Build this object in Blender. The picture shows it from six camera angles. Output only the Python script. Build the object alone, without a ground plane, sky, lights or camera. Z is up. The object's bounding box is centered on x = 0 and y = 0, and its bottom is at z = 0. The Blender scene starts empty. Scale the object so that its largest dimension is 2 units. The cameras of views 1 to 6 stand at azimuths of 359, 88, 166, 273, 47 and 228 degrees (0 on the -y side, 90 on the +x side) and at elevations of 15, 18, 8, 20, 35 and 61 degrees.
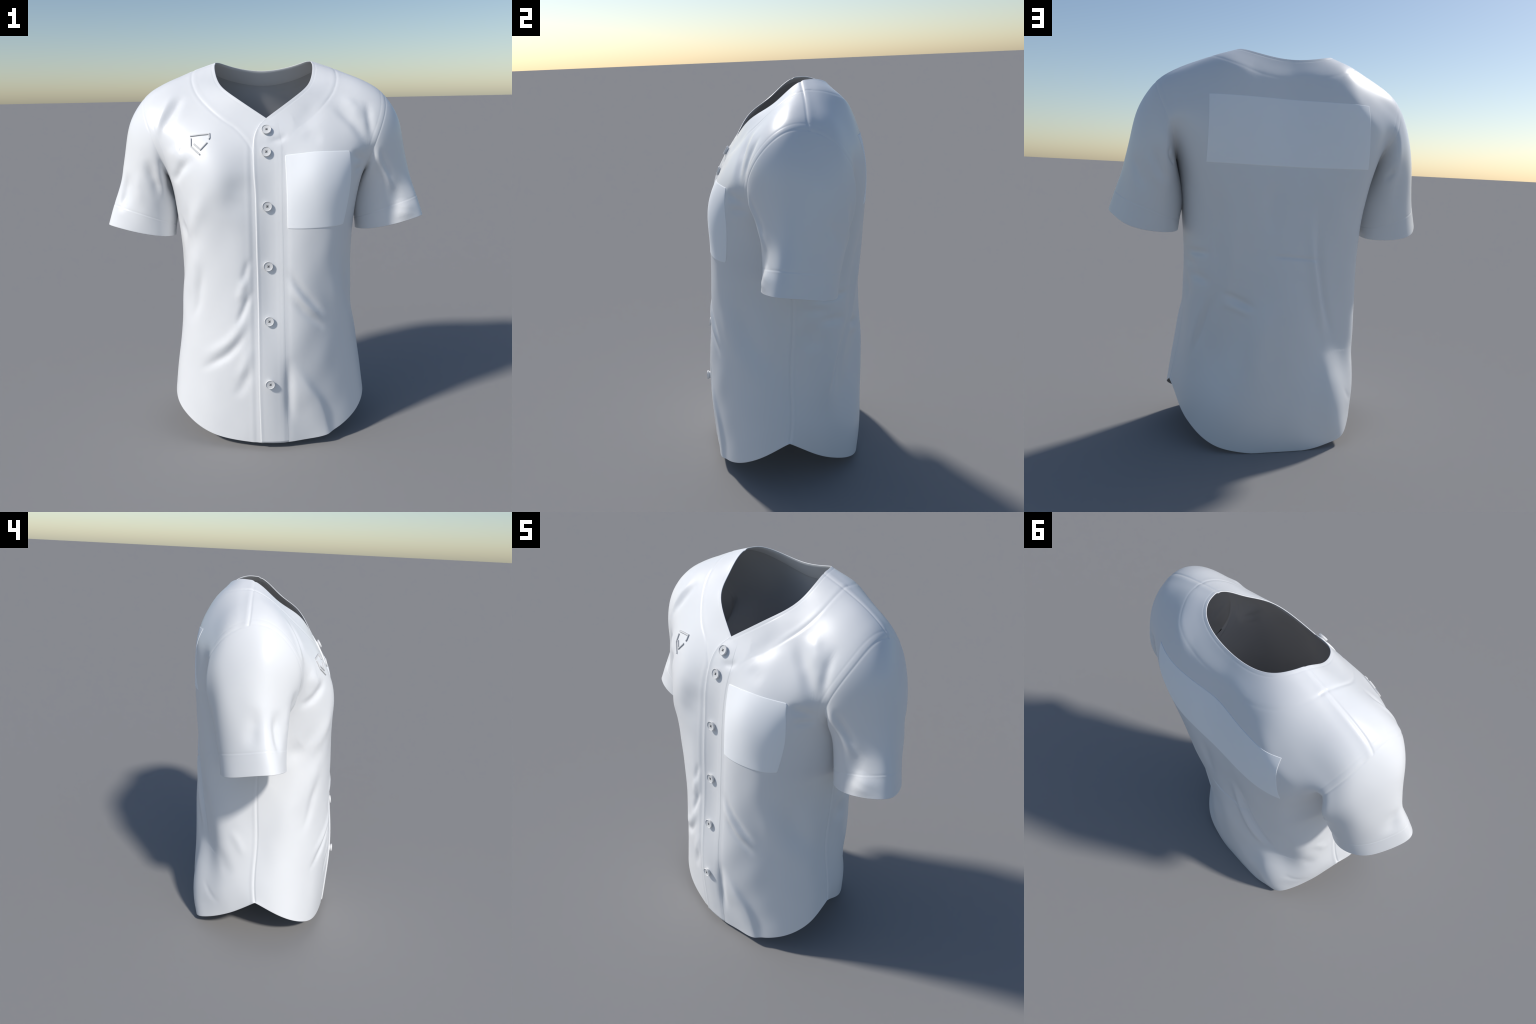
import bpy, math, random
import numpy as np
from mathutils import Matrix, Vector, bvhtree, kdtree

random.seed(7)
np.random.seed(7)

# ----------------------------------------------------------------------------------------------
# A short-sleeved, button-front jersey standing in the air as if worn.  The cloth is one smooth
# subdivision surface built on a coarse control cage (front piece, back piece, sleeve tube; the other
# half is the mirror image).  Seams and folds are pressed into the fine surface as relief, then it is
# parted into pattern pieces that share their borders and normals.  Placket, pocket, back panel,
# emblem and buttons are laid on top.
# ----------------------------------------------------------------------------------------------
# Front pattern piece: rows from hem to shoulder seam, each row from centre front to side seam / armhole.
FRONT = [
    [(0, -0.4, 0.031), (0.167, -0.37, 0.037), (0.315, -0.334, 0.052), (0.426, -0.273, 0.101), (0.505, -0.194, 0.159), (0.536, -0.096, 0.215), (0.523, 0.016, 0.271)],
    [(0, -0.417, 0.284), (0.15, -0.382, 0.295), (0.286, -0.336, 0.308), (0.398, -0.267, 0.326), (0.484, -0.185, 0.343), (0.521, -0.086, 0.354), (0.506, 0.031, 0.354)],
    [(0, -0.409, 0.533), (0.134, -0.392, 0.544), (0.258, -0.345, 0.55), (0.367, -0.274, 0.548), (0.454, -0.189, 0.535), (0.498, -0.087, 0.51), (0.48, 0.034, 0.469)],
    [(0, -0.348, 0.78), (0.123, -0.379, 0.788), (0.231, -0.344, 0.785), (0.336, -0.281, 0.769), (0.422, -0.201, 0.737), (0.478, -0.101, 0.693), (0.455, 0.023, 0.629)],
    [(0, -0.327, 1.027), (0.117, -0.36, 1.025), (0.224, -0.341, 1.014), (0.325, -0.302, 0.988), (0.397, -0.218, 0.95), (0.449, -0.093, 0.902), (0.467, 0.049, 0.84)],
    [(0, -0.315, 1.255), (0.113, -0.339, 1.242), (0.22, -0.337, 1.226), (0.321, -0.316, 1.199), (0.393, -0.243, 1.168), (0.442, -0.107, 1.141), (0.482, 0.053, 1.107)],
    [(0, -0.292, 1.452), (0.112, -0.319, 1.428), (0.221, -0.36, 1.41), (0.326, -0.331, 1.384), (0.41, -0.263, 1.364), (0.465, -0.154, 1.365), (0.518, -0.019, 1.409)],
    [(0, -0.266, 1.611), (0.118, -0.271, 1.583), (0.235, -0.296, 1.564), (0.345, -0.275, 1.542), (0.436, -0.241, 1.534), (0.494, -0.183, 1.527), (0.538, -0.145, 1.514)],
    [(0, -0.193, 1.709), (0.15, -0.195, 1.703), (0.271, -0.194, 1.693), (0.371, -0.181, 1.681), (0.455, -0.166, 1.671), (0.525, -0.148, 1.658), (0.587, -0.142, 1.64)],
    [(0.185, -0.122, 1.833), (0.248, -0.107, 1.817), (0.315, -0.092, 1.804), (0.393, -0.084, 1.798), (0.474, -0.083, 1.795), (0.553, -0.08, 1.781), (0.629, -0.071, 1.753)],
    [(0.248, 0.004, 1.885), (0.301, 0.005, 1.894), (0.355, 0.007, 1.9), (0.417, 0.009, 1.895), (0.488, 0.008, 1.887), (0.557, 0.011, 1.862), (0.626, 0.024, 1.828)],
    [(0.271, 0.118, 2.013), (0.321, 0.119, 1.99), (0.37, 0.12, 1.969), (0.425, 0.121, 1.946), (0.49, 0.121, 1.92), (0.56, 0.115, 1.884), (0.633, 0.111, 1.839)],
]

# Back pattern piece: rows from hem to shoulder seam, centre back outwards (side seam and shoulder
# seam points are shared with the front piece, so those are not repeated).
BACK = [
    [(0, 0.41, -0.008), (0.18, 0.411, 0.001), (0.319, 0.379, 0.028), (0.403, 0.302, 0.073), (0.455, 0.207, 0.126), (0.488, 0.109, 0.192)],
    [(0, 0.441, 0.235), (0.189, 0.434, 0.234), (0.324, 0.394, 0.231), (0.396, 0.309, 0.233), (0.458, 0.226, 0.264), (0.488, 0.132, 0.307)],
    [(0, 0.447, 0.47), (0.15, 0.413, 0.431), (0.27, 0.364, 0.391), (0.365, 0.298, 0.37), (0.442, 0.228, 0.386), (0.471, 0.139, 0.421)],
    [(0, 0.455, 0.699), (0.119, 0.42, 0.625), (0.219, 0.366, 0.55), (0.32, 0.294, 0.505), (0.441, 0.24, 0.517), (0.466, 0.148, 0.561)],
    [(0, 0.439, 0.923), (0.106, 0.419, 0.841), (0.205, 0.381, 0.765), (0.313, 0.323, 0.716), (0.423, 0.27, 0.709), (0.448, 0.17, 0.749)],
    [(0, 0.424, 1.151), (0.106, 0.418, 1.084), (0.211, 0.397, 1.024), (0.312, 0.358, 0.983), (0.394, 0.298, 0.974), (0.441, 0.189, 1.02)],
    [(0, 0.422, 1.379), (0.113, 0.428, 1.336), (0.226, 0.428, 1.297), (0.324, 0.394, 1.271), (0.404, 0.346, 1.266), (0.465, 0.223, 1.308)],
    [(0, 0.407, 1.596), (0.115, 0.422, 1.577), (0.232, 0.428, 1.557), (0.343, 0.421, 1.536), (0.438, 0.403, 1.518), (0.498, 0.32, 1.525), (0.541, 0.233, 1.543)],
    [(0, 0.362, 1.787), (0.119, 0.388, 1.78), (0.241, 0.404, 1.761), (0.35, 0.398, 1.726), (0.444, 0.376, 1.689), (0.517, 0.344, 1.658), (0.578, 0.321, 1.626)],
    [(0, 0.279, 1.936), (0.139, 0.314, 1.919), (0.27, 0.341, 1.9), (0.365, 0.325, 1.856), (0.45, 0.303, 1.804), (0.53, 0.291, 1.751), (0.604, 0.28, 1.688)],
    [(0.215, 0.263, 1.985), (0.264, 0.252, 1.975), (0.318, 0.243, 1.962), (0.39, 0.234, 1.927), (0.47, 0.229, 1.883), (0.556, 0.231, 1.839), (0.631, 0.227, 1.774)],
]

# Sleeve: rings from just past the armhole seam down to the cuff, each starting under the arm and going
# round the front, over the top and down the back.
SLEEVE = [
    [(0.502, 0.004, 1.385), (0.532, -0.148, 1.438), (0.598, -0.139, 1.545), (0.676, -0.07, 1.653), (0.726, 0.019, 1.719), (0.713, 0.135, 1.686), (0.674, 0.257, 1.621), (0.617, 0.314, 1.563), (0.576, 0.346, 1.512), (0.53, 0.224, 1.444)],
    [(0.474, 0.033, 1.319), (0.531, -0.093, 1.365), (0.617, -0.119, 1.449), (0.691, -0.065, 1.527), (0.754, 0.027, 1.567), (0.751, 0.143, 1.526), (0.699, 0.249, 1.476), (0.615, 0.297, 1.433), (0.575, 0.315, 1.379), (0.519, 0.199, 1.332)],
    [(0.455, 0.043, 1.224), (0.534, -0.07, 1.277), (0.629, -0.109, 1.339), (0.715, -0.047, 1.382), (0.789, 0.015, 1.409), (0.77, 0.116, 1.373), (0.725, 0.22, 1.342), (0.634, 0.272, 1.308), (0.583, 0.272, 1.254), (0.512, 0.171, 1.221)],
    [(0.483, 0.034, 1.139), (0.544, -0.073, 1.185), (0.648, -0.107, 1.229), (0.765, -0.066, 1.256), (0.84, -0.012, 1.273), (0.804, 0.078, 1.248), (0.748, 0.188, 1.221), (0.663, 0.248, 1.195), (0.58, 0.237, 1.154), (0.509, 0.152, 1.13)],
    [(0.494, 0.027, 1.092), (0.551, -0.077, 1.108), (0.663, -0.113, 1.134), (0.79, -0.088, 1.165), (0.865, -0.038, 1.178), (0.837, 0.055, 1.159), (0.781, 0.169, 1.117), (0.689, 0.234, 1.093), (0.582, 0.228, 1.082), (0.506, 0.144, 1.078)],
]

CLOTH_COLOUR = (0.81, 0.818, 0.832)
CLOTH_ROUGH = 0.35
CLOTH_SPEC = 0.48
CLOTH_METAL = 0.0
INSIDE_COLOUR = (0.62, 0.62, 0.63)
FACING_COLOUR = (0.84, 0.84, 0.85)
PATCH_COLOUR = (0.95, 0.965, 0.985)
BUTTON_COLOUR = (0.72, 0.72, 0.72)
EMBLEM_COLOUR = (0.70, 0.70, 0.70)

LEVELS = 5            # subdivision of the cage
CLOTH = 0.0045        # thickness of the cloth
NECK_ROW_F, NECK_ROW_B, ARM_ROW = 8, 9, 6   # rows where the V, the back neck and the armhole start

# ----------------------------------------------------------------------------- materials

def cloth_material(name, colour, rough=0.36, spec=0.5, metal=0.0):
    m = bpy.data.materials.new(name)
    m.use_nodes = True
    nt = m.node_tree
    b = nt.nodes["Principled BSDF"]
    tc = nt.nodes.new("ShaderNodeTexCoord")
    big = nt.nodes.new("ShaderNodeTexNoise")
    big.inputs["Scale"].default_value = 6.0
    big.inputs["Detail"].default_value = 4.0
    ramp = nt.nodes.new("ShaderNodeValToRGB")
    ramp.color_ramp.elements[0].position = 0.3
    ramp.color_ramp.elements[0].color = tuple(c * 0.985 for c in colour) + (1,)
    ramp.color_ramp.elements[1].position = 0.7
    ramp.color_ramp.elements[1].color = tuple(colour) + (1,)
    rr = nt.nodes.new("ShaderNodeMapRange")
    rr.inputs["To Min"].default_value = rough - 0.03
    rr.inputs["To Max"].default_value = rough + 0.03
    weave = nt.nodes.new("ShaderNodeTexNoise")
    weave.inputs["Scale"].default_value = 420.0
    weave.inputs["Detail"].default_value = 2.0
    bump = nt.nodes.new("ShaderNodeBump")
    bump.inputs["Strength"].default_value = 0.03
    bump.inputs["Distance"].default_value = 0.001
    L = nt.links.new
    L(tc.outputs["Object"], big.inputs["Vector"])
    L(tc.outputs["Object"], weave.inputs["Vector"])
    L(big.outputs["Fac"], ramp.inputs["Fac"])
    L(ramp.outputs["Color"], b.inputs["Base Color"])
    L(big.outputs["Fac"], rr.inputs["Value"])
    L(rr.outputs["Result"], b.inputs["Roughness"])
    L(weave.outputs["Fac"], bump.inputs["Height"])
    L(bump.outputs["Normal"], b.inputs["Normal"])
    b.inputs["Specular IOR Level"].default_value = spec
    b.inputs["Metallic"].default_value = metal
    return m


CLOTH_MAT = cloth_material("white_satin_cloth", CLOTH_COLOUR, CLOTH_ROUGH, CLOTH_SPEC, CLOTH_METAL)
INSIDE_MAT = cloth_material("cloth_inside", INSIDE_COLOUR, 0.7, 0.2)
FACING_MAT = cloth_material("collar_facing", FACING_COLOUR, 0.7, 0.2)
PATCH_MAT = cloth_material("pale_patch_cloth", PATCH_COLOUR, 0.8, 0.15)
BUTTON_MAT = cloth_material("matt_white_plastic", BUTTON_COLOUR, 0.55)
THREAD_MAT = cloth_material("grey_thread", (0.16, 0.165, 0.17), 0.8, 0.2)
STROKE_SHADE_MAT = cloth_material("painted_stroke_shade", (0.36, 0.37, 0.39), 0.7, 0.2)
EMBLEM_MAT = cloth_material("embossed_emblem", EMBLEM_COLOUR, 0.6, 0.3)

# ----------------------------------------------------------------------------- control cage


def build_cage():
    index, pos = {}, []

    def add(key, p):
        if key not in index:
            index[key] = len(pos)
            pos.append(p)
        return index[key]

    faces, info = [], []
    for side in (1, -1):
        def vert(part, r, c, p):
            on_axis = c == 0 and ((part == "F" and r <= NECK_ROW_F) or (part == "B" and r <= NECK_ROW_B))
            return add((part, r, c, 0 if on_axis else side), (p[0] * side, p[1], p[2]))

        front = [[vert("F", r, c, FRONT[r][c]) for c in range(7)] for r in range(12)]
        back = []
        for r in range(12):
            if r == 11:
                back.append(front[11])
            elif r <= ARM_ROW:
                back.append([vert("B", r, c, BACK[r][c]) for c in range(6)] + [front[r][6]])
            else:
                back.append([vert("B", r, c, BACK[r][c]) for c in range(7)])
        rings = [[front[r][6] for r in range(ARM_ROW, 12)] + [back[r][6] for r in range(10, ARM_ROW, -1)]]
        for k, ring in enumerate(SLEEVE):
            rings.append([vert("S", k, j, p) for j, p in enumerate(ring)])

        def quad(a, b, c, d, uv, code):
            ids, uvs = [a, b, c, d], [(u + code * 20 + (0 if side > 0 else 100), v) for u, v in uv]
            if side < 0:
                ids.reverse()
                uvs.reverse()
            faces.append(ids)
            info.extend(uvs)

        for r in range(11):
            for c in range(6):
                quad(front[r][c], front[r][c + 1], front[r + 1][c + 1], front[r + 1][c],
                     [(c, r), (c + 1, r), (c + 1, r + 1), (c, r + 1)], 0)
                quad(back[r][c + 1], back[r][c], back[r + 1][c], back[r + 1][c + 1],
                     [(c + 1, r), (c, r), (c, r + 1), (c + 1, r + 1)], 1)
        for k in range(5):
            for j in range(10):
                j2 = (j + 1) % 10
                quad(rings[k][j2], rings[k][j], rings[k + 1][j], rings[k + 1][j2],
                     [(j + 1, k), (j, k), (j, k + 1), (j + 1, k + 1)], 2)
    me = bpy.data.meshes.new("cage")
    me.from_pydata(pos, [], faces)
    uv = me.uv_layers.new(name="pattern")
    uv.data.foreach_set("uv", np.array(info, np.float32).ravel())
    crease = me.attributes.new("crease_vert", "FLOAT", "POINT")
    sharp = np.zeros(len(pos), np.float32)
    for key in (("F", NECK_ROW_F, 0, 0), ("F", 0, 6, 1), ("F", 0, 6, -1)):
        sharp[index[key]] = 1.0
    crease.data.foreach_set("value", sharp)
    ob = bpy.data.objects.new("cage", me)
    bpy.context.scene.collection.objects.link(ob)
    sub = ob.modifiers.new("sub", "SUBSURF")
    sub.levels = sub.render_levels = LEVELS
    sub.uv_smooth = "NONE"
    sub.boundary_smooth = "ALL"
    graph = bpy.context.evaluated_depsgraph_get()
    fine = bpy.data.meshes.new_from_object(ob.evaluated_get(graph))
    n, nf = len(fine.vertices), len(fine.polygons)
    co = np.empty(n * 3, np.float32)
    fine.vertices.foreach_get("co", co)
    quads = np.empty(nf * 4, np.int32)
    fine.loops.foreach_get("vertex_index", quads)
    uvs = np.empty(nf * 8, np.float32)
    fine.uv_layers["pattern"].data.foreach_get("uv", uvs)
    bpy.data.objects.remove(ob)
    bpy.data.meshes.remove(me)
    bpy.data.meshes.remove(fine)
    return co.reshape(-1, 3).astype(float), quads.reshape(-1, 4), uvs.reshape(-1, 4, 2)


CO, QUADS, UVS = build_cage()
NV = len(CO)
SIDE_F = np.where(UVS[:, :, 0].mean(1) > 95, -1, 1)
LOCAL = UVS.copy()
LOCAL[:, :, 0] -= np.where(SIDE_F < 0, 100, 0)[:, None]
PART_F = np.floor((LOCAL[:, :, 0].mean(1)) / 20 + 1e-4).astype(int)
LOCAL[:, :, 0] -= 20 * PART_F[:, None]

# per-vertex pattern coordinates for each of the three pieces (nan where the vertex is not on it)
UV = {}
for part in range(3):
    a = np.full((NV, 2), np.nan)
    sel = PART_F == part
    a[QUADS[sel].ravel()] = LOCAL[sel].reshape(-1, 2)
    UV[part] = a
ON = [~np.isnan(UV[p][:, 0]) for p in range(3)]


def vertex_normals(co):
    a, b, c, d = (co[QUADS[:, k]] for k in range(4))
    fn = np.cross(c - a, d - b)
    vn = np.zeros_like(co)
    for k in range(4):
        np.add.at(vn, QUADS[:, k], fn)
    return vn / (np.linalg.norm(vn, axis=1)[:, None] + 1e-12)


def edges_of(quads):
    e = np.concatenate([quads[:, [k, (k + 1) % 4]] for k in range(4)])
    return e


ALL_E = edges_of(QUADS)
KEY = np.sort(ALL_E, 1).astype(np.int64)
KEY = KEY[:, 0] * NV + KEY[:, 1]
_, first, count = np.unique(KEY, return_index=True, return_counts=True)
OPEN_EDGE = set(KEY[first[count == 1]].tolist())
OPEN_V = np.zeros(NV, bool)
OPEN_V[ALL_E[first[count == 1]].ravel()] = True

# the garment hangs slightly twisted, one sleeve a touch lower
low = np.clip(1 - CO[:, 2] / 1.35, 0, 1)
CO[:, 1] -= 0.025 * CO[:, 0] * low * np.where(ON[2], 0, 1)
CO[:, 2] += 0.009 * np.where(ON[2], np.clip((1.5 - CO[:, 2]) / 0.3, 0, 1), 0) * np.sign(CO[:, 0])
N0 = vertex_normals(CO)


def distance_to(points, mask, reach):
    """Distance and index of the nearest of the points, for the masked vertices (inf beyond reach)."""
    points = np.asarray(points, float)
    lo, hi = points.min(0) - reach, points.max(0) + reach
    ids = np.nonzero(mask & (CO > lo).all(1) & (CO < hi).all(1))[0]
    dist = np.full(NV, np.inf)
    near = np.zeros(NV, int)
    if not len(ids):
        return dist, near
    tree = kdtree.KDTree(len(points))
    for i, p in enumerate(points):
        tree.insert(p, i)
    tree.balance()
    for i in ids:
        _, k, d = tree.find(CO[i])
        if d < reach:
            dist[i], near[i] = d, k
    return dist, near


def smooth_path(points, step=0.004):
    """Catmull-Rom through the points, sampled evenly."""
    p = np.asarray(points, float)
    if len(p) < 3:
        q = p
        seg = np.linalg.norm(p[1] - p[0])
        t = np.linspace(0, 1, max(2, int(seg / step)))[:, None]
        return p[0] * (1 - t) + p[1] * t
    ext = np.vstack([2 * p[0] - p[1], p, 2 * p[-1] - p[-2]])
    out = []
    for i in range(1, len(ext) - 2):
        a, b, c, d = ext[i - 1:i + 3]
        m = max(2, int(np.linalg.norm(c - b) / step))
        t = np.linspace(0, 1, m, endpoint=False)[:, None]
        out.append(0.5 * (2 * b + (c - a) * t + (2 * a - 5 * b + 4 * c - d) * t ** 2 + (3 * b - a - 3 * c + d) * t ** 3))
    return np.vstack(out + [p[-1:]])


def gauss(d, s):
    return np.exp(-(d / s) ** 2)


DISP = np.zeros(NV)
LEFT, RIGHT = CO[:, 0] > 0, CO[:, 0] < 0

# ----------------------------------------------------------------------------- seams
sleeve_v = np.nan_to_num(UV[2][:, 1], nan=-1)
body = ON[0] | ON[1]

# armhole: groove at the join, a flat-felled ridge on the body side
seam = CO[ON[2] & body]
d, _ = distance_to(seam, body | (ON[2] & (sleeve_v < 1)), 0.05)
inner = body & ~ON[2]
DISP += -0.0010 * gauss(d, 0.005) + np.where(inner, 0.0004 * gauss(d - 0.015, 0.012) - 0.0004 * gauss(d - 0.030, 0.005), 0)
ARM_D = d

# shoulder seam
seam = CO[ON[0] & ON[1] & (np.nan_to_num(UV[0][:, 1]) > 10.99)]
d, _ = distance_to(seam, body, 0.08)
DISP += -0.0022 * gauss(d, 0.005) + np.where(ON[0] & ~ON[1], 0.0, 0.0012 * gauss(d - 0.016, 0.012) - 0.0008 * gauss(d - 0.045, 0.02))

# side seam
seam = CO[ON[0] & ON[1] & (np.nan_to_num(UV[0][:, 1]) < 6.01)]
d, _ = distance_to(seam, body, 0.03)
DISP += -0.0034 * gauss(d, 0.005) + np.where(ON[1] & ~ON[0], 0.0016 * gauss(d - 0.014, 0.009), 0)

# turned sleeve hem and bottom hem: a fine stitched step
seam = CO[ON[2] & (np.abs(sleeve_v - 4.0) < 1e-3)]
d, _ = distance_to(seam, ON[2], 0.04)
DISP += np.where(sleeve_v > 4.0, 0.0005, -0.0008) * gauss(d, 0.006)

# collar band
NECK_V = OPEN_V & ((ON[0] & (np.nan_to_num(UV[0][:, 1]) >= NECK_ROW_F - 1e-3) & (np.nan_to_num(UV[0][:, 0], nan=9) < 1e-3)) |
                   (ON[1] & (np.nan_to_num(UV[1][:, 1]) >= NECK_ROW_B - 1e-3) & (np.nan_to_num(UV[1][:, 0], nan=9) < 1e-3)))
neck = CO[NECK_V]
COLLAR_FRONT = [(0.074, -0.275, 1.555), (0.100, -0.255, 1.604), (0.154, -0.220, 1.663), (0.225, -0.182, 1.711),
                (0.296, -0.124, 1.772), (0.345, -0.063, 1.827), (0.372, 0.002, 1.884), (0.378, 0.086, 1.940)]
COLLAR_BACK = [(0.374, 0.121, 1.952), (0.368, 0.185, 1.951), (0.340, 0.248, 1.936), (0.290, 0.303, 1.910),
               (0.215, 0.330, 1.882), (0.140, 0.342, 1.862), (0.060, 0.342, 1.853), (0.0, 0.341, 1.851)]
half = smooth_path(COLLAR_FRONT + COLLAR_BACK, 0.0012)
both = np.vstack([half, half * (-1, 1, 1)])
d_seam, near = distance_to(both, body, 0.30)
d_neck, _ = distance_to(neck, body, 0.25)
tree = kdtree.KDTree(len(neck))
for i, p in enumerate(neck):
    tree.insert(p, i)
tree.balance()
width = np.array([tree.find(p)[2] for p in both])
BAND = body & (d_neck < width[near]) & (d_seam < np.inf)
d = np.where(d_seam < 0.05, d_seam, np.inf)
fade = np.where(CO[:, 1] > 0.16, 0.35, np.where(RIGHT, 1.0, np.clip((CO[:, 2] - 1.70) / 0.12, 0.15, 0.8)))
DISP += fade * (-0.0014 * gauss(d, 0.007) + np.where(BAND, 0.0005 * gauss(d - 0.018, 0.012), 0.0002 * gauss(d - 0.016, 0.008)))
d = np.where(d_neck < 0.03, d_neck, np.inf)
DISP += -0.0005 * gauss(d - 0.014, 0.004)

# stitched inner edge of the placket: a low ridge with a hollow beside it, and a faint hollow left of its free edge
front_only = ON[0] & (CO[:, 1] < 0)
down = front_only * np.clip((1.60 - CO[:, 2]) / 0.06, 0, 1)
DISP += down * (0.0009 * gauss(CO[:, 0] - 0.064, 0.010) - 0.0009 * gauss(CO[:, 0] - 0.092, 0.014) + 0.0005 * gauss(CO[:, 0] - 0.046, 0.006)
                - 0.0010 * gauss(CO[:, 0] + 0.080, 0.010) + 0.0008 * gauss(CO[:, 0] + 0.100, 0.012))

# ----------------------------------------------------------------------------- folds
# (where, path, width, height): height > 0 is a ridge, < 0 a valley; a path tapers at both ends
FOLDS = []
FOLDS.append(("front", [(-0.407, -0.047, 1.835), (-0.431, -0.073, 1.804), (-0.467, -0.114, 1.744), (-0.505, -0.139, 1.685), (-0.525, -0.146, 1.648)], 0.025, -0.00788))
FOLDS.append(("front", [(-0.459, -0.028, 1.848), (-0.494, -0.078, 1.787), (-0.531, -0.120, 1.709), (-0.548, -0.142, 1.636), (-0.544, -0.148, 1.587)], 0.02, 0.00525))
FOLDS.append(("front", [(-0.347, -0.268, 1.535), (-0.418, -0.244, 1.483), (-0.455, -0.196, 1.430), (-0.486, -0.128, 1.407)], 0.025, -0.01137))
FOLDS.append(("front", [(-0.480, -0.183, 1.588), (-0.442, -0.219, 1.535), (-0.396, -0.241, 1.549)], 0.035, 0.00613))
FOLDS.append(("front", [(-0.332, -0.287, 1.006), (-0.356, -0.262, 0.879), (-0.377, -0.243, 0.759), (-0.423, -0.202, 0.646)], 0.0275, -0.00788))
FOLDS.append(("front", [(-0.080, -0.365, 0.887), (-0.106, -0.372, 0.838), (-0.146, -0.375, 0.747), (-0.179, -0.369, 0.678)], 0.0175, -0.00962))
FOLDS.append(("front", [(-0.116, -0.361, 0.959), (-0.140, -0.367, 0.877), (-0.170, -0.366, 0.798)], 0.0225, 0.00613))
FOLDS.append(("front", [(-0.106, -0.381, 0.708), (-0.155, -0.378, 0.614), (-0.222, -0.356, 0.530), (-0.304, -0.317, 0.466), (-0.396, -0.258, 0.398)], 0.0225, -0.00962))
FOLDS.append(("front", [(-0.101, -0.375, 0.786), (-0.141, -0.378, 0.701), (-0.207, -0.360, 0.608), (-0.301, -0.316, 0.529), (-0.372, -0.270, 0.482)], 0.0275, 0.00788))
FOLDS.append(("front", [(-0.101, -0.392, 0.488), (-0.122, -0.389, 0.424), (-0.163, -0.378, 0.335), (-0.216, -0.361, 0.285)], 0.0275, -0.00613))
FOLDS.append(("front", [(-0.102, -0.387, 0.603), (-0.130, -0.386, 0.493), (-0.181, -0.373, 0.368)], 0.0275, 0.00613))
FOLDS.append(("front", [(-0.095, -0.351, 1.052), (-0.122, -0.361, 0.965), (-0.145, -0.365, 0.895)], 0.0175, -0.00525))
FOLDS.append(("front", [(0.090, -0.357, 0.990), (0.117, -0.363, 0.939), (0.151, -0.365, 0.887), (0.196, -0.356, 0.830), (0.250, -0.335, 0.761), (0.284, -0.317, 0.706)], 0.02, -0.00875))
FOLDS.append(("front", [(0.083, -0.359, 0.952), (0.107, -0.367, 0.895), (0.144, -0.369, 0.842), (0.193, -0.360, 0.782), (0.243, -0.339, 0.729), (0.278, -0.322, 0.681)], 0.02, 0.00613))
FOLDS.append(("front", [(0.094, -0.370, 0.850), (0.131, -0.373, 0.804), (0.189, -0.362, 0.739), (0.250, -0.338, 0.681), (0.285, -0.320, 0.632)], 0.02, -0.007))
FOLDS.append(("front", [(0.088, -0.392, 0.537), (0.092, -0.395, 0.413), (0.095, -0.392, 0.269), (0.106, -0.384, 0.119)], 0.025, -0.01137))
FOLDS.append(("front", [(0.326, -0.105, 1.784), (0.385, -0.140, 1.729), (0.439, -0.162, 1.679), (0.489, -0.173, 1.611), (0.529, -0.152, 1.560)], 0.0312, -0.01137))
FOLDS.append(("front", [(0.382, -0.070, 1.814), (0.447, -0.109, 1.757), (0.486, -0.142, 1.690)], 0.0312, 0.00525))
FOLDS.append(("front", [(0.518, -0.063, 1.799), (0.522, -0.120, 1.713), (0.531, -0.148, 1.634), (0.538, -0.149, 1.565)], 0.0225, -0.00788))
FOLDS.append(("front", [(0.410, -0.238, 1.538), (0.460, -0.206, 1.510), (0.510, -0.132, 1.476)], 0.025, -0.01137))
FOLDS.append(("front", [(0.424, -0.239, 1.452), (0.473, -0.177, 1.453), (0.503, -0.129, 1.457)], 0.02, -0.00875))
FOLDS.append(("front", [(0.284, -0.251, 1.602), (0.223, -0.251, 1.615), (0.176, -0.233, 1.645)], 0.0375, -0.0035))
FOLDS.append(("sleeve", [(0.739, -0.066, 1.280), (0.726, -0.099, 1.151)], 0.0562, 0.01225))
FOLDS.append(("sleeve", [(0.685, -0.072, 1.401), (0.680, -0.089, 1.271), (0.675, -0.102, 1.146)], 0.0438, -0.0105))
FOLDS.append(("sleeve", [(-0.613, -0.115, 1.523), (-0.600, -0.109, 1.446), (-0.574, -0.096, 1.372), (-0.556, -0.075, 1.283)], 0.0275, -0.01312))
FOLDS.append(("sleeve", [(-0.529, -0.079, 1.408), (-0.513, -0.015, 1.346), (-0.500, 0.016, 1.280)], 0.0225, -0.0105))
FOLDS.append(("sleeve", [(-0.574, -0.133, 1.499), (-0.547, -0.096, 1.391), (-0.526, -0.049, 1.285)], 0.02, 0.00788))
FOLDS.append(("sleeve", [(-0.714, -0.045, 1.454), (-0.737, -0.049, 1.349), (-0.747, -0.075, 1.233)], 0.0312, -0.00788))
FOLDS.append(("sleeve", [(-0.668, -0.079, 1.463), (-0.668, -0.085, 1.353), (-0.660, -0.094, 1.248)], 0.0312, 0.00525))
FOLDS.append(("sleeve", [(-0.764, 0.054, 1.470), (-0.790, 0.067, 1.346), (-0.804, 0.076, 1.252)], 0.0375, -0.00788))
FOLDS.append(("sleeve", [(-0.735, -0.024, 1.450), (-0.758, -0.044, 1.319), (-0.776, -0.068, 1.216)], 0.025, -0.00962))
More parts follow.
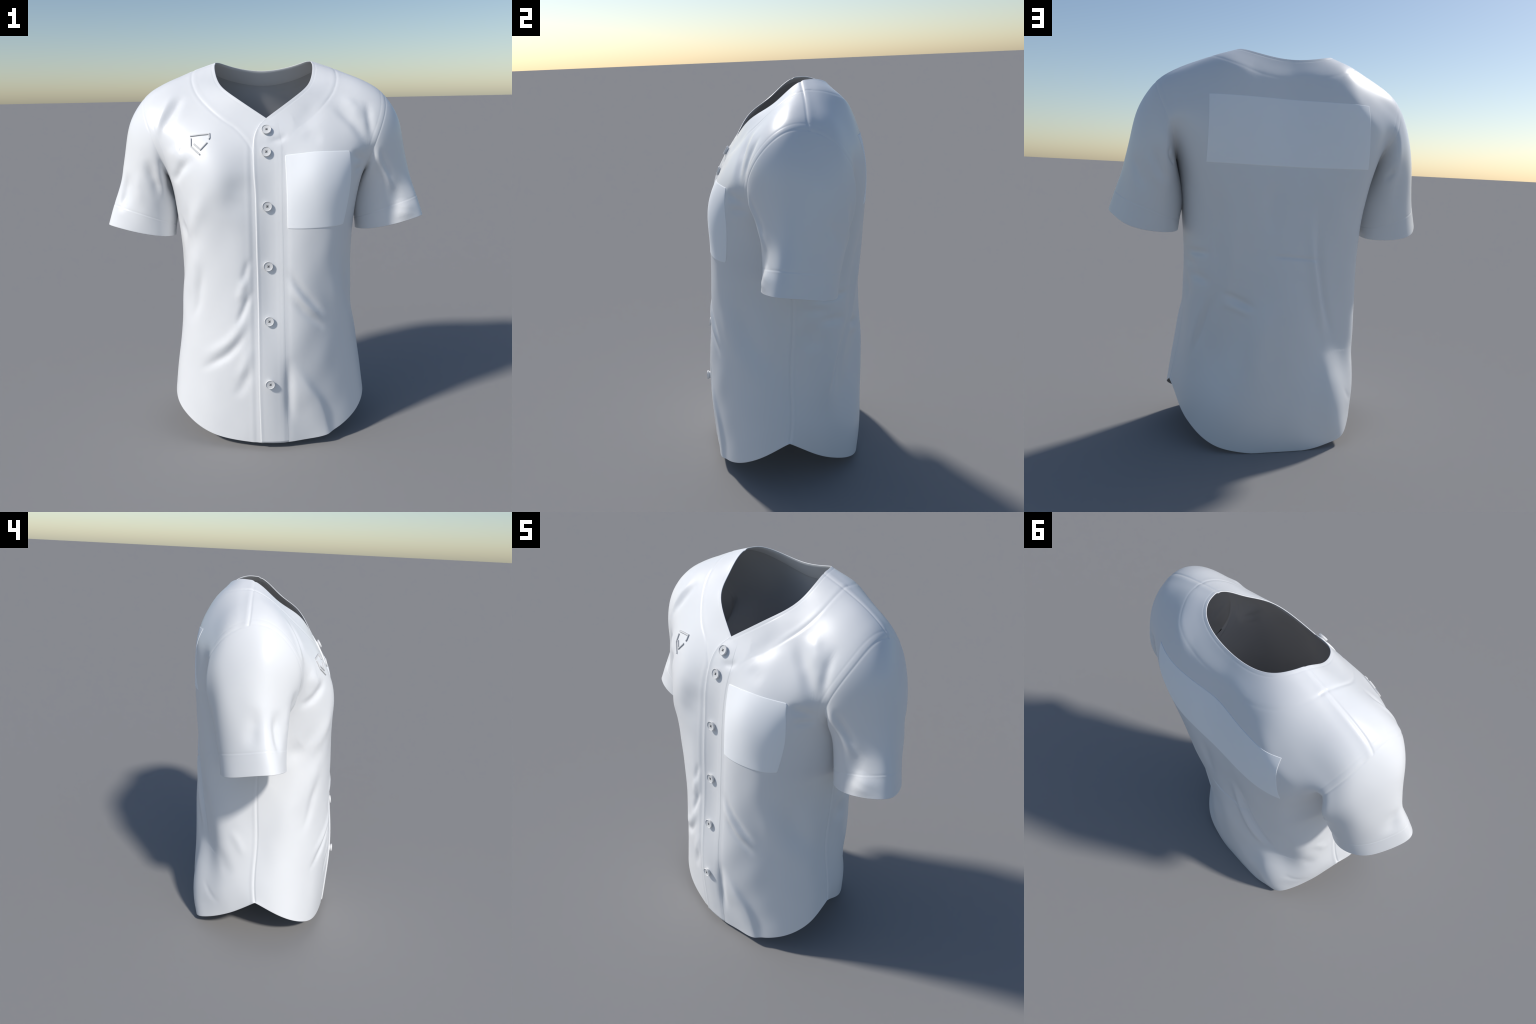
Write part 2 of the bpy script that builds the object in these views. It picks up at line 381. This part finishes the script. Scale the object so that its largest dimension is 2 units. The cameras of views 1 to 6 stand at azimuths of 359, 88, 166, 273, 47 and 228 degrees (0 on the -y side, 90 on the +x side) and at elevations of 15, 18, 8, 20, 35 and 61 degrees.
FOLDS.append(("sleeve", [(0.736, 0.169, 1.480), (0.711, 0.218, 1.381), (0.664, 0.249, 1.283)], 0.0312, -0.00875))
FOLDS.append(("sleeve", [(0.641, 0.286, 1.518), (0.610, 0.292, 1.398), (0.553, 0.261, 1.312)], 0.0225, -0.00962))
FOLDS.append(("sleeve", [(0.673, 0.257, 1.494), (0.643, 0.274, 1.391), (0.595, 0.271, 1.298)], 0.0225, 0.00613))
FOLDS.append(("sleeve", [(0.566, 0.300, 1.511), (0.559, 0.291, 1.459), (0.536, 0.235, 1.428)], 0.015, -0.00875))
FOLDS.append(("sleeve", [(-0.607, 0.304, 1.458), (-0.559, 0.292, 1.423), (-0.538, 0.249, 1.392)], 0.0175, -0.00875))
FOLDS.append(("sleeve", [(-0.611, 0.299, 1.439), (-0.605, 0.283, 1.347), (-0.641, 0.245, 1.214)], 0.0375, -0.007))
FOLDS.append(("back", [(-0.544, 0.240, 1.499), (-0.534, 0.229, 1.421), (-0.520, 0.205, 1.321)], 0.0187, -0.0128))
FOLDS.append(("back", [(0.323, 0.330, 0.825), (0.264, 0.356, 0.799), (0.205, 0.380, 0.773), (0.123, 0.413, 0.735)], 0.0175, -0.0112))
FOLDS.append(("back", [(0.320, 0.326, 0.767), (0.226, 0.368, 0.735), (0.139, 0.407, 0.704)], 0.0175, 0.0064))
FOLDS.append(("back", [(0.464, 0.091, 0.992), (0.412, 0.262, 1.001), (0.347, 0.337, 1.006)], 0.0175, -0.016))
FOLDS.append(("back", [(0.454, 0.138, 0.884), (0.402, 0.273, 0.875), (0.342, 0.321, 0.836)], 0.025, -0.0128))
FOLDS.append(("back", [(0.102, 0.418, 1.011), (-0.035, 0.427, 1.003), (-0.214, 0.391, 0.987)], 0.0075, -0.0064))
FOLDS.append(("back", [(-0.142, 0.422, 1.307), (-0.159, 0.409, 1.050), (-0.217, 0.374, 0.763), (-0.306, 0.315, 0.521)], 0.0225, -0.0144))
FOLDS.append(("back", [(-0.103, 0.422, 1.274), (-0.137, 0.410, 0.985), (-0.191, 0.383, 0.715), (-0.261, 0.346, 0.496)], 0.0275, 0.0144))
FOLDS.append(("back", [(0.341, 0.400, 1.378), (0.337, 0.357, 1.098), (0.327, 0.330, 0.838)], 0.0375, -0.0112))
FOLDS.append(("back", [(0.266, 0.415, 1.351), (0.265, 0.385, 1.071), (0.283, 0.352, 0.842), (0.345, 0.294, 0.564)], 0.035, 0.0096))
FOLDS.append(("back", [(0.288, 0.360, 0.940), (0.363, 0.289, 0.630), (0.387, 0.272, 0.405)], 0.0375, -0.0112))
FOLDS.append(("back", [(0.095, 0.420, 0.856), (0.127, 0.417, 0.529), (0.141, 0.426, 0.247)], 0.0625, 0.016))
FOLDS.append(("back", [(0.065, 0.422, 1.391), (0.089, 0.422, 1.236), (0.066, 0.422, 1.080)], 0.0375, -0.008))
FOLDS.append(("back", [(0.355, 0.309, 0.793), (0.391, 0.272, 0.626), (0.435, 0.220, 0.435)], 0.0187, -0.0112))
FOLDS.append(("back", [(0.385, 0.289, 0.808), (0.418, 0.249, 0.642), (0.446, 0.200, 0.457)], 0.0225, 0.0064))
FOLDS.append(("back", [(0.460, 0.098, 0.893), (0.454, 0.133, 0.796), (0.452, 0.156, 0.713)], 0.05, -0.0128))
FOLDS.append(("back", [(0.465, 0.052, 0.955), (0.455, 0.136, 0.946), (0.411, 0.261, 0.927)], 0.025, -0.0096))
FOLDS.append(("back", [(-0.444, 0.196, 0.687), (-0.458, 0.139, 0.606), (-0.468, 0.096, 0.505)], 0.025, 0.004))
FOLDS.append(("back", [(-0.420, 0.244, 0.563), (-0.442, 0.210, 0.450), (-0.464, 0.169, 0.369)], 0.0375, -0.004))
FOLDS.append(("back", [(-0.344, 0.332, 0.310), (-0.406, 0.288, 0.232), (-0.450, 0.223, 0.198)], 0.0187, -0.002))
FOLDS.append(("front", [(0.107, -0.391, 0.508), (0.143, -0.384, 0.420), (0.190, -0.370, 0.337), (0.238, -0.353, 0.262), (0.270, -0.342, 0.178), (0.288, -0.337, 0.093)], (0.085, 0.03), 0.0143))
FOLDS.append(("sleeve", [(0.552, -0.145, 1.577), (0.569, -0.136, 1.514), (0.603, -0.108, 1.446), (0.642, -0.093, 1.372), (0.672, -0.088, 1.298)], 0.02, 0.00875))
FOLDS.append(("sleeve", [(0.577, -0.137, 1.564), (0.603, -0.117, 1.492), (0.640, -0.093, 1.418), (0.679, -0.081, 1.343)], 0.02, -0.007))
FOLDS.append(("front", [(-0.008, -0.256, 1.606), (0.060, -0.254, 1.610), (0.111, -0.237, 1.640)], 0.0175, -0.00525))
FOLDS.append(("front", [(-0.332, -0.310, 1.285), (-0.399, -0.232, 1.230), (-0.423, -0.166, 1.143), (-0.719, -0.097, 1.166), (-0.454, -0.051, 0.984), (-0.461, 0.005, 0.903)], 0.05, -0.01488))
FOLDS.append(("front", [(-0.372, -0.259, 1.161), (-0.406, -0.192, 0.968), (-0.450, -0.117, 0.789), (-0.473, -0.059, 0.629)], 0.0625, 0.00962))
FOLDS.append(("body", [(0.382, -0.236, 1.085), (0.420, -0.177, 0.851), (0.460, -0.112, 0.707), (0.482, -0.046, 0.551)], 0.0625, -0.01575))
FOLDS.append(("body", [(0.331, -0.289, 1.036), (0.354, -0.263, 0.845), (0.414, -0.211, 0.668), (0.472, -0.145, 0.523)], 0.0688, 0.00875))
FOLDS.append(("front", [(-0.311, -0.318, 1.404), (-0.341, -0.305, 1.298), (-0.381, -0.252, 1.194), (-0.428, -0.143, 1.065)], 0.0438, 0.00875))
FOLDS.append(("front", [(-0.330, -0.297, 1.133), (-0.361, -0.261, 1.048), (-0.395, -0.216, 0.875), (-0.426, -0.181, 0.761)], 0.0438, 0.007))
FOLDS.append(("front", [(-0.128, -0.307, 1.471), (-0.155, -0.331, 1.360), (-0.208, -0.339, 1.221)], 0.075, -0.00875))
FOLDS.append(("front", [(0.275, -0.111, 1.791), (0.218, -0.176, 1.720), (0.165, -0.213, 1.674), (0.121, -0.222, 1.664)], 0.05, -0.007))
FOLDS.append(("back", [(-0.267, 0.338, 0.588), (-0.242, 0.357, 0.508), (-0.259, 0.367, 0.403), (-0.277, 0.389, 0.275), (-0.302, 0.384, 0.135), (-0.326, 0.366, 0.078)], (0.1, 0.06), 0.0143))
FOLDS.append(("back", [(-0.503, 0.337, 1.615), (-0.453, 0.368, 1.642), (-0.390, 0.386, 1.676), (-0.333, 0.388, 1.725), (-0.282, 0.373, 1.800), (-0.235, 0.349, 1.861)], 0.0562, 0.008))
FOLDS.append(("back", [(-0.258, 0.362, 1.831), (-0.235, 0.349, 1.861), (-0.161, 0.338, 1.874), (-0.039, 0.327, 1.865), (0.087, 0.340, 1.852), (0.210, 0.354, 1.852)], 0.0562, 0.007))
FOLDS.append(("back", [(0.149, 0.349, 1.852), (0.221, 0.348, 1.861), (0.294, 0.313, 1.898), (0.374, 0.249, 1.916)], 0.05, 0.005))


def press_fold(mask, path, wide, height):
    """wide may be a pair: reach on the low-x side and on the high-x side of the path (a leaning fold);
    a leaning fold starts softly and runs out at full height, the others taper at both ends."""
    global DISP
    lean = isinstance(wide, tuple)
    if lean:        # let it run out past the hem
        p, q = np.array(path[-2]), np.array(path[-1])
        path = list(path) + [tuple(q + (q - p) / np.linalg.norm(q - p) * 0.12)]
    pts = smooth_path(path, 0.002)
    reach = max(wide) if lean else wide
    d, k = distance_to(pts, mask, reach * 2.6)
    t = k / max(1, len(pts) - 1)
    ends = np.clip((t if lean else np.minimum(t, 1 - t)) / (0.42 if reach >= 0.0172 else 0.25), 0, 1)
    ends = ends * ends * (3 - 2 * ends)
    w = np.where(CO[:, 0] < pts[k, 0], wide[0], wide[1]) if lean else wide
    DISP += height * ends * np.exp(-(d / w) ** 2)


for where, path, wide, height in FOLDS:
    press_fold(ON[2] if where == "sleeve" else ON[0] if where == "front" else ON[1] if where == "back" else body, path, wide, height)

# soft unevenness of the hanging cloth: long, slightly slanted undulations (sum of a few plane waves)
rng = np.random.default_rng(11)
wave = np.zeros(NV)
for _ in range(26):
    a = rng.uniform(0, 2 * math.pi)
    k = np.array([math.cos(a) * 1.0, math.sin(a) * 1.0, rng.normal(0.0, 0.45)]) * rng.uniform(18, 48)
    wave += np.sin(CO @ k + rng.uniform(0, 2 * math.pi)) / np.linalg.norm(k) * 24
DISP += 0.00032 * wave * np.clip((1.85 - CO[:, 2]) / 0.4, 0.15, 1)

POS = CO + N0 * DISP[:, None]
POS[:, 2] = np.maximum(POS[:, 2], 0.0)
NRM = vertex_normals(POS)

# ----------------------------------------------------------------------------- parting the cloth
jersey = bpy.data.objects.new("baseball_jersey", None)
jersey["label"] = "plain white short-sleeved button-front baseball jersey, hollow as if worn"
jersey["category"] = "jersey"
bpy.context.scene.collection.objects.link(jersey)


def finish(ob, parent=jersey, mats=(CLOTH_MAT,)):
    for m in mats:
        ob.data.materials.append(m)
    bpy.context.scene.collection.objects.link(ob)
    ob.parent = parent
    return ob


def cloth_piece(name, sel, inside, parent=jersey):
    """Outer face, inner face and rounded rim (only along the free edges of the garment)."""
    quads = QUADS[sel]
    ids, q = np.unique(quads, return_inverse=True)
    q = q.reshape(-1, 4)
    n = len(ids)
    out_p, nr = POS[ids], NRM[ids]
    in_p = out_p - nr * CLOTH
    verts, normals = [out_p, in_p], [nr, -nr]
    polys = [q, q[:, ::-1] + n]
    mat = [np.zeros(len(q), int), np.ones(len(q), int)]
    e = edges_of(quads)
    el = edges_of(q)
    key = np.sort(e, 1).astype(np.int64)
    key = key[:, 0] * NV + key[:, 1]
    rim = np.array([k in OPEN_EDGE for k in key.tolist()])
    if rim.any():
        el = el[rim]
        rv, inv = np.unique(el, return_inverse=True)
        el2 = inv.reshape(-1, 2)
        tang = np.zeros((len(rv), 3))
        for k in range(2):
            np.add.at(tang, el2[:, k], out_p[el[:, 1]] - out_p[el[:, 0]])
        outward = np.cross(tang, nr[rv])
        outward /= np.linalg.norm(outward, axis=1)[:, None] + 1e-12
        m = len(rv)
        base = 2 * n
        mid = (out_p[rv] + in_p[rv]) / 2 + outward * CLOTH * 0.45
        verts.append(mid)
        normals.append(outward)
        a, b = el[:, 0], el[:, 1]
        am, bm = base + el2[:, 0], base + el2[:, 1]
        polys.append(np.stack([b, a, am, bm], 1))
        polys.append(np.stack([bm, am, a + n, b + n], 1))
        mat.append(np.zeros(2 * len(el), int))
    verts, normals, polys, mat = map(np.concatenate, (verts, normals, polys, mat))
    me = bpy.data.meshes.new(name)
    me.vertices.add(len(verts))
    me.vertices.foreach_set("co", verts.astype(np.float32).ravel())
    me.loops.add(len(polys) * 4)
    me.loops.foreach_set("vertex_index", polys.astype(np.int32).ravel())
    me.polygons.add(len(polys))
    me.polygons.foreach_set("loop_start", np.arange(0, len(polys) * 4, 4, dtype=np.int32))
    me.polygons.foreach_set("material_index", mat.astype(np.int32))
    me.update(calc_edges=True)
    me.polygons.foreach_set("use_smooth", np.ones(len(polys), bool))
    me.normals_split_custom_set_from_vertices(normals.astype(np.float32).tolist())
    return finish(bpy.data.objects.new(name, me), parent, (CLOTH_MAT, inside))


band_f = BAND[QUADS].sum(1) >= 3
v_mid = LOCAL[:, :, 1].mean(1)
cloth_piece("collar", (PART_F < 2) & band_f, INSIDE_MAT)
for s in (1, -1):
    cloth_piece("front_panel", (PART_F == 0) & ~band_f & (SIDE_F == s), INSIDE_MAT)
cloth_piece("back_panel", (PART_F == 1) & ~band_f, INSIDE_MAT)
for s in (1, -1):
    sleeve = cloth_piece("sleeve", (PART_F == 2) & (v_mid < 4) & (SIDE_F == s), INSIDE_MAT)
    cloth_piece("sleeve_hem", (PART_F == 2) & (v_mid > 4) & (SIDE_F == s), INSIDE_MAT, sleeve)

# ----------------------------------------------------------------------------- things laid on the cloth
body_q = QUADS[PART_F < 2]
ids, q = np.unique(body_q, return_inverse=True)
TREE = bvhtree.BVHTree.FromPolygons(POS[ids].tolist(), q.reshape(-1, 4).tolist())


def neck_edge(side):
    """Vertices of the neck edge of one half, from the V round the shoulder to the centre back."""
    mine = CO[:, 0] * side >= -1e-6
    f = np.nonzero(NECK_V & mine & ON[0])[0]
    b = np.nonzero(NECK_V & mine & ON[1] & ~ON[0])[0]
    return np.concatenate([f[np.argsort(UV[0][f, 1])], b[np.argsort(-UV[1][b, 1])]])


def neck_facing():
    """Strip of facing sewn inside the neck edge, walked down along the inner side of the cloth."""
    right, left = neck_edge(1), neck_edge(-1)
    loop = np.concatenate([right, left[::-1][1:]])[::3]
    p = POS[loop]
    t = np.gradient(p, axis=0)
    rows = []
    for i in range(len(loop)):
        n = Vector(NRM[loop[i]])
        down = Vector(t[i]).cross(n).normalized()
        if i == 0 or i == len(loop) - 1:
            down = Vector((0, 0, -1))
        back = np.clip((p[i, 1] - 0.0) / 0.25, 0, 1)
        width = 0.056 + 0.046 * back
        at, row = Vector(p[i]), []
        for k in range(10):
            hit, nn, _, _ = TREE.find_nearest(at)
            if nn.dot(n) < 0:
                nn = -nn
            inset = CLOTH + (0.0018 if 0 < k < 9 else 0.0004)
            row.append(np.array(hit - nn * inset))
            step = (down - nn * down.dot(nn)).normalized()
            at = hit + step * (width / 9 if k else 0.003)
            n, down = nn, step
        rows.append(row)
    me = grid_mesh("neck_facing", np.array(rows))
    return finish(bpy.data.objects.new("neck_facing", me), mats=(FACING_MAT,))


def on_cloth(x, z, front=True):
    """Point and smooth normal of the outer cloth seen straight from the front (or the back)."""
    y = -2.0 if front else 2.0
    hit, nrm, _, _ = TREE.ray_cast(Vector((x, y, z)), Vector((0, -y, 0)))
    if hit is None or (hit.y > 0.2 if front else hit.y < 0):
        hit, nrm, _, _ = TREE.find_nearest(Vector((x, -0.3 if front else 0.4, z)))
    if (nrm.y > 0) == front:
        nrm = -nrm
    return np.array(hit), np.array(nrm)


def grid_mesh(name, pts, smooth=True):
    """Mesh from a rows x columns grid of points."""
    r, c, _ = pts.shape
    me = bpy.data.meshes.new(name)
    faces = [(i * c + j, i * c + j + 1, (i + 1) * c + j + 1, (i + 1) * c + j) for i in range(r - 1) for j in range(c - 1)]
    me.from_pydata(pts.reshape(-1, 3).tolist(), [], faces)
    me.polygons.foreach_set("use_smooth", np.full(len(faces), smooth))
    return me


def laid_patch(name, xz, height, lift, front=True):
    """A sheet laid on the cloth: xz is a rows x columns grid seen straight on; height is its thickness.
    The outermost ring dives into the cloth and the next makes the rounded border."""
    r, c, _ = xz.shape
    base, nrm = np.zeros((r, c, 3)), np.zeros((r, c, 3))
    for i in range(r):
        for j in range(c):
            base[i, j], nrm[i, j] = on_cloth(xz[i, j, 0], xz[i, j, 1], front)
    for _ in range(3):      # even the normals out
        p = np.pad(nrm, ((1, 1), (1, 1), (0, 0)), "edge")
        nrm = (p[1:-1, 1:-1] * 2 + p[:-2, 1:-1] + p[2:, 1:-1] + p[1:-1, :-2] + p[1:-1, 2:]) / 6
    nrm /= np.linalg.norm(nrm, axis=2)[:, :, None]
    h = np.full((r, c), height)
    if lift is not None:
        h = h + lift
    ring = np.zeros((r, c), int)
    ii, jj = np.meshgrid(np.arange(r), np.arange(c), indexing="ij")
    ring = np.minimum(np.minimum(ii, r - 1 - ii), np.minimum(jj, c - 1 - jj))
    h = np.where(ring == 0, -0.001, np.where(ring == 1, h * 0.8, h))
    return grid_mesh(name, base + nrm * h[:, :, None])


def border_steps(n, eps):
    """0..1 in n steps with two narrow steps at each end for the border."""
    return np.concatenate([[0, eps * 0.06, eps * 0.25], np.linspace(eps, 1 - eps, n), [1 - eps * 0.25, 1 - eps * 0.06, 1]])


def coons(left, right, bottom, top, ns, nt, es, et):
    """Fill a four-sided outline (curves as functions of 0..1) with a grid."""
    s, t = border_steps(ns, es), border_steps(nt, et)
    g = np.zeros((len(t), len(s), 2))
    c00, c10, c01, c11 = bottom(0), bottom(1), top(0), top(1)
    for i, v in enumerate(t):
        for j, u in enumerate(s):
            g[i, j] = ((1 - v) * bottom(u) + v * top(u) + (1 - u) * left(v) + u * right(v)
                       - ((1 - u) * (1 - v) * c00 + u * (1 - v) * c10 + (1 - u) * v * c01 + u * v * c11))
    return g


def poly_curve(points):
    p = smooth_path([(a, b, 0) for a, b in points], 0.004)[:, :2]
    l = np.concatenate([[0], np.cumsum(np.linalg.norm(np.diff(p, axis=0), axis=1))])
    return lambda u: np.array([np.interp(u * l[-1], l, p[:, 0]), np.interp(u * l[-1], l, p[:, 1])])


neck_facing()

# chest pocket, with its corners a little rounded
g = coons(poly_curve([(0.093, 1.182), (0.092, 1.353), (0.086, 1.536)]),
          poly_curve([(0.379, 1.184), (0.396, 1.265), (0.412, 1.365), (0.416, 1.455), (0.410, 1.547)]),
          poly_curve([(0.093, 1.182), (0.203, 1.181), (0.312, 1.182), (0.379, 1.184)]),
          poly_curve([(0.086, 1.536), (0.159, 1.543), (0.250, 1.550), (0.410, 1.547)]), 50, 56, 0.014, 0.013)
a, b = np.meshgrid(np.linspace(-1, 1, g.shape[1]), np.linspace(-1, 1, g.shape[0]))
mid = g.mean((0, 1))
g = mid + (g - mid) * np.stack([1 - 0.03 * np.abs(b) ** 22, 1 - 0.03 * np.abs(a) ** 22], 2)
finish(bpy.data.objects.new("chest_pocket", laid_patch("chest_pocket", g, 0.002, None)), mats=(PATCH_MAT,))

# broad blank panel across the shoulder blades
g = coons(poly_curve([(-0.399, 1.442), (-0.392, 1.624), (-0.388, 1.752)]), poly_curve([(0.404, 1.441), (0.400, 1.600), (0.397, 1.753)]),
          poly_curve([(-0.399, 1.442), (0.0, 1.437), (0.404, 1.441)]), poly_curve([(-0.388, 1.752), (0.0, 1.752), (0.397, 1.753)]), 110, 50, 0.004, 0.010)
finish(bpy.data.objects.new("back_name_panel", laid_patch("back_name_panel", g[:, ::-1], 0.0014, None, False)), mats=(PATCH_MAT,))

# button placket: its free edge curves up into the V of the neck
EDGE_L = [(0.036, -0.058), (0.35, -0.062), (0.59, -0.061), (0.85, -0.061), (1.10, -0.063), (1.34, -0.064), (1.445, -0.069),
          (1.551, -0.070), (1.621, -0.064), (1.675, -0.038), (1.704, -0.009)]
EDGE_R = [(0.036, 0.090), (0.38, 0.074), (0.85, 0.072), (1.38, 0.068), (1.58, 0.072), (1.704, 0.055)]
zs = np.concatenate([np.linspace(0.036, 1.56, 150), np.linspace(1.565, 1.704, 40)])
ez = np.array(EDGE_L)
path = smooth_path([(x, z, 0) for z, x in EDGE_L], 0.003)
across = np.concatenate([[0, 0.004, 0.02, 0.045], np.linspace(0.08, 1, 22)])
prof = np.interp(across, [0, 0.004, 0.02, 0.045, 0.12, 0.5, 0.8, 0.93, 1], [-0.001, 0.004, 0.0065, 0.0062, 0.0045, 0.0030, 0.0016, 0.0008, 0.0004])
rows = []
for z in zs:
    xl, xr = np.interp(z, path[:, 1], path[:, 0]), np.interp(z, *np.array(EDGE_R).T)
    top = np.clip((1.705 - z) / 0.05, 0.25, 1)
    row = []
    for u, h in zip(across, prof):
        p, nn = on_cloth(xl * (1 - u) + xr * u, z)
        row.append(p + nn * (h * top if h > 0 else h))
    rows.append(row)
rows = np.array(rows)
low = rows[0].copy()
low[:, 1] += 0.006
finish(bpy.data.objects.new("button_placket", grid_mesh("button_placket", np.concatenate([low[None], rows]))))

# ----------------------------------------------------------------------------- buttons


def lathe(name, profile, n=48):
    pts = np.array([[(r * math.cos(2 * math.pi * k / n), r * math.sin(2 * math.pi * k / n), z) for k in range(n)] for r, z in profile])
    m = len(profile)
    faces = [(i * n + k, i * n + (k + 1) % n, (i + 1) * n + (k + 1) % n, (i + 1) * n + k) for i in range(m - 1) for k in range(n)]
    faces.append(tuple(range((m - 1) * n, m * n)))
    me = bpy.data.meshes.new(name)
    me.from_pydata(pts.reshape(-1, 3).tolist(), [], faces)
    me.polygons.foreach_set("use_smooth", np.ones(len(faces), bool))
    me.set_sharp_from_angle(angle=math.radians(40))
    return me


R = 0.0242
BUTTON = lathe("button", [(R * 0.80, -0.006), (R * 0.80, 0.003), (R * 0.88, 0.0036), (R * 0.97, 0.0055), (R, 0.0075), (R, 0.0105), (R * 0.97, 0.0125),
                          (R * 0.92, 0.0130), (R * 0.88, 0.0125), (R * 0.85, 0.0106), (R * 0.80, 0.0102), (0.001, 0.0102)])


def rounded_bar(length, wide, high, at, angle):
    v, f = [], []
    for sx in np.linspace(-1, 1, 7):
        w = wide * math.sqrt(max(0.05, 1 - abs(sx) ** 4))
        for k in range(7):
            a = math.pi * k / 6
            x, y, z = sx * length / 2, math.cos(a) * w / 2, math.sin(a) * high * math.sqrt(max(0.05, 1 - abs(sx) ** 4))
            v.append((at[0] + x * math.cos(angle) - y * math.sin(angle), at[1] + x * math.sin(angle) + y * math.cos(angle), at[2] + z))
    for i in range(6):
        for k in range(6):
            f.append((i * 7 + k, (i + 1) * 7 + k, (i + 1) * 7 + k + 1, i * 7 + k + 1))
    return v, f


v, f = [], []
for ang, at in ((0.75, (0.0006, 0.0008, 0.0100)), (-0.85, (0.0012, 0.0004, 0.0103)), (1.5, (0.0042, -0.001, 0.0100)), (0.1, (-0.001, -0.0040, 0.0100))):
    length = 0.016 if abs(abs(ang) - 0.8) < 0.2 else 0.006
    vv, fv = rounded_bar(length, 0.0036, 0.0018, at, ang)
    f += [tuple(i + len(v) for i in face) for face in fv]
    v += vv
THREAD = bpy.data.meshes.new("button_thread")
THREAD.from_pydata(v, [], f)
THREAD.polygons.foreach_set("use_smooth", np.ones(len(f), bool))
BUTTON.materials.append(BUTTON_MAT)
THREAD.materials.append(THREAD_MAT)
for x, z, stand in ((-0.002, 1.652, 0.001), (-0.006, 1.551, 0.001), (-0.007, 1.293, 0.002), (-0.006, 0.996, 0.002), (-0.006, 0.715, 0.002), (-0.006, 0.387, 0.004)):
    p, nn = on_cloth(x, z)
    nn = sum(on_cloth(x + dx, z + dz)[1] for dx, dz in ((0, 0), (0.012, 0), (-0.012, 0), (0, 0.012), (0, -0.012)))
    nn = Vector(nn / np.linalg.norm(nn))
    b = bpy.data.objects.new("button", BUTTON)
    b.rotation_mode = "QUATERNION"
    zax = nn
    xax = Vector((0, 0, 1)).cross(zax) * 1.0
    xax.normalize()
    yax = zax.cross(xax)
    b.matrix_world = Matrix.Translation(Vector(p) + nn * (0.003 + stand)) @ Matrix((xax, yax, zax)).transposed().to_4x4()
    bpy.context.scene.collection.objects.link(b)
    b.parent = jersey
    t = bpy.data.objects.new("button_thread", THREAD)
    bpy.context.scene.collection.objects.link(t)
    t.parent = b

# ----------------------------------------------------------------------------- embossed chest emblem
WIDE, HIGH = 0.0058, 0.0060
STROKES = [[(-0.376, 1.6305), (-0.328, 1.6365), (-0.2805, 1.6405), (-0.2795, 1.623), (-0.284, 1.6155)],
           [(-0.372, 1.620), (-0.372, 1.582), (-0.328, 1.545)],
           [(-0.357, 1.594), (-0.325, 1.568), (-0.292, 1.601)]]
LAYERS = [([], []), ([], [])]
for stroke in STROKES:
    p = np.array(stroke)
    # densify, keep the corners
    q, corner = [], []
    for a, b in zip(p[:-1], p[1:]):
        m = max(2, int(np.linalg.norm(b - a) / 0.006))
        for t in np.linspace(0, 1, m, endpoint=False):
            q.append(a * (1 - t) + b * t)
    q.append(p[-1])
    q = np.array(q)
    d = np.diff(q, axis=0)
    d /= np.linalg.norm(d, axis=1)[:, None]
    nrm = np.stack([-d[:, 1], d[:, 0]], 1)
    mit = np.vstack([nrm[:1], nrm[:-1] + nrm[1:], nrm[-1:]])
    mit /= np.linalg.norm(mit, axis=1)[:, None]
    ref = np.vstack([nrm[:1], nrm[1:], nrm[-1:]])
    mit /= np.maximum(0.4, (mit * ref).sum(1))[:, None]
    section = [(-0.5, -0.002), (-0.5, HIGH * 0.8), (-0.36, HIGH), (0.36, HIGH), (0.5, HIGH * 0.8), (0.5, -0.002)]
    for layer, (v, f) in enumerate(LAYERS):
        if layer:      # flat grey bar that draws the shadow along the stroke's sides
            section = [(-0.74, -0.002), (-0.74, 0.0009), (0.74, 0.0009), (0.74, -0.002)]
        start = len(v)
        for c, mm in zip(q, mit):
            for off, h in section:
                xz = c + mm * off * WIDE
                pp, nn = on_cloth(*xz)
                v.append(tuple(pp + nn * h))
        k = len(section)
        for i in range(len(q) - 1):
            for j in range(k - 1):
                f.append((start + i * k + j, start + (i + 1) * k + j, start + (i + 1) * k + j + 1, start + i * k + j + 1))
        f.append(tuple(start + j for j in range(k)))
        f.append(tuple(start + (len(q) - 1) * k + j for j in range(k - 1, -1, -1)))
emblem = None
for (v, f), name, mat in zip(LAYERS, ("chest_emblem", "emblem_drawn_shade"), (EMBLEM_MAT, STROKE_SHADE_MAT)):
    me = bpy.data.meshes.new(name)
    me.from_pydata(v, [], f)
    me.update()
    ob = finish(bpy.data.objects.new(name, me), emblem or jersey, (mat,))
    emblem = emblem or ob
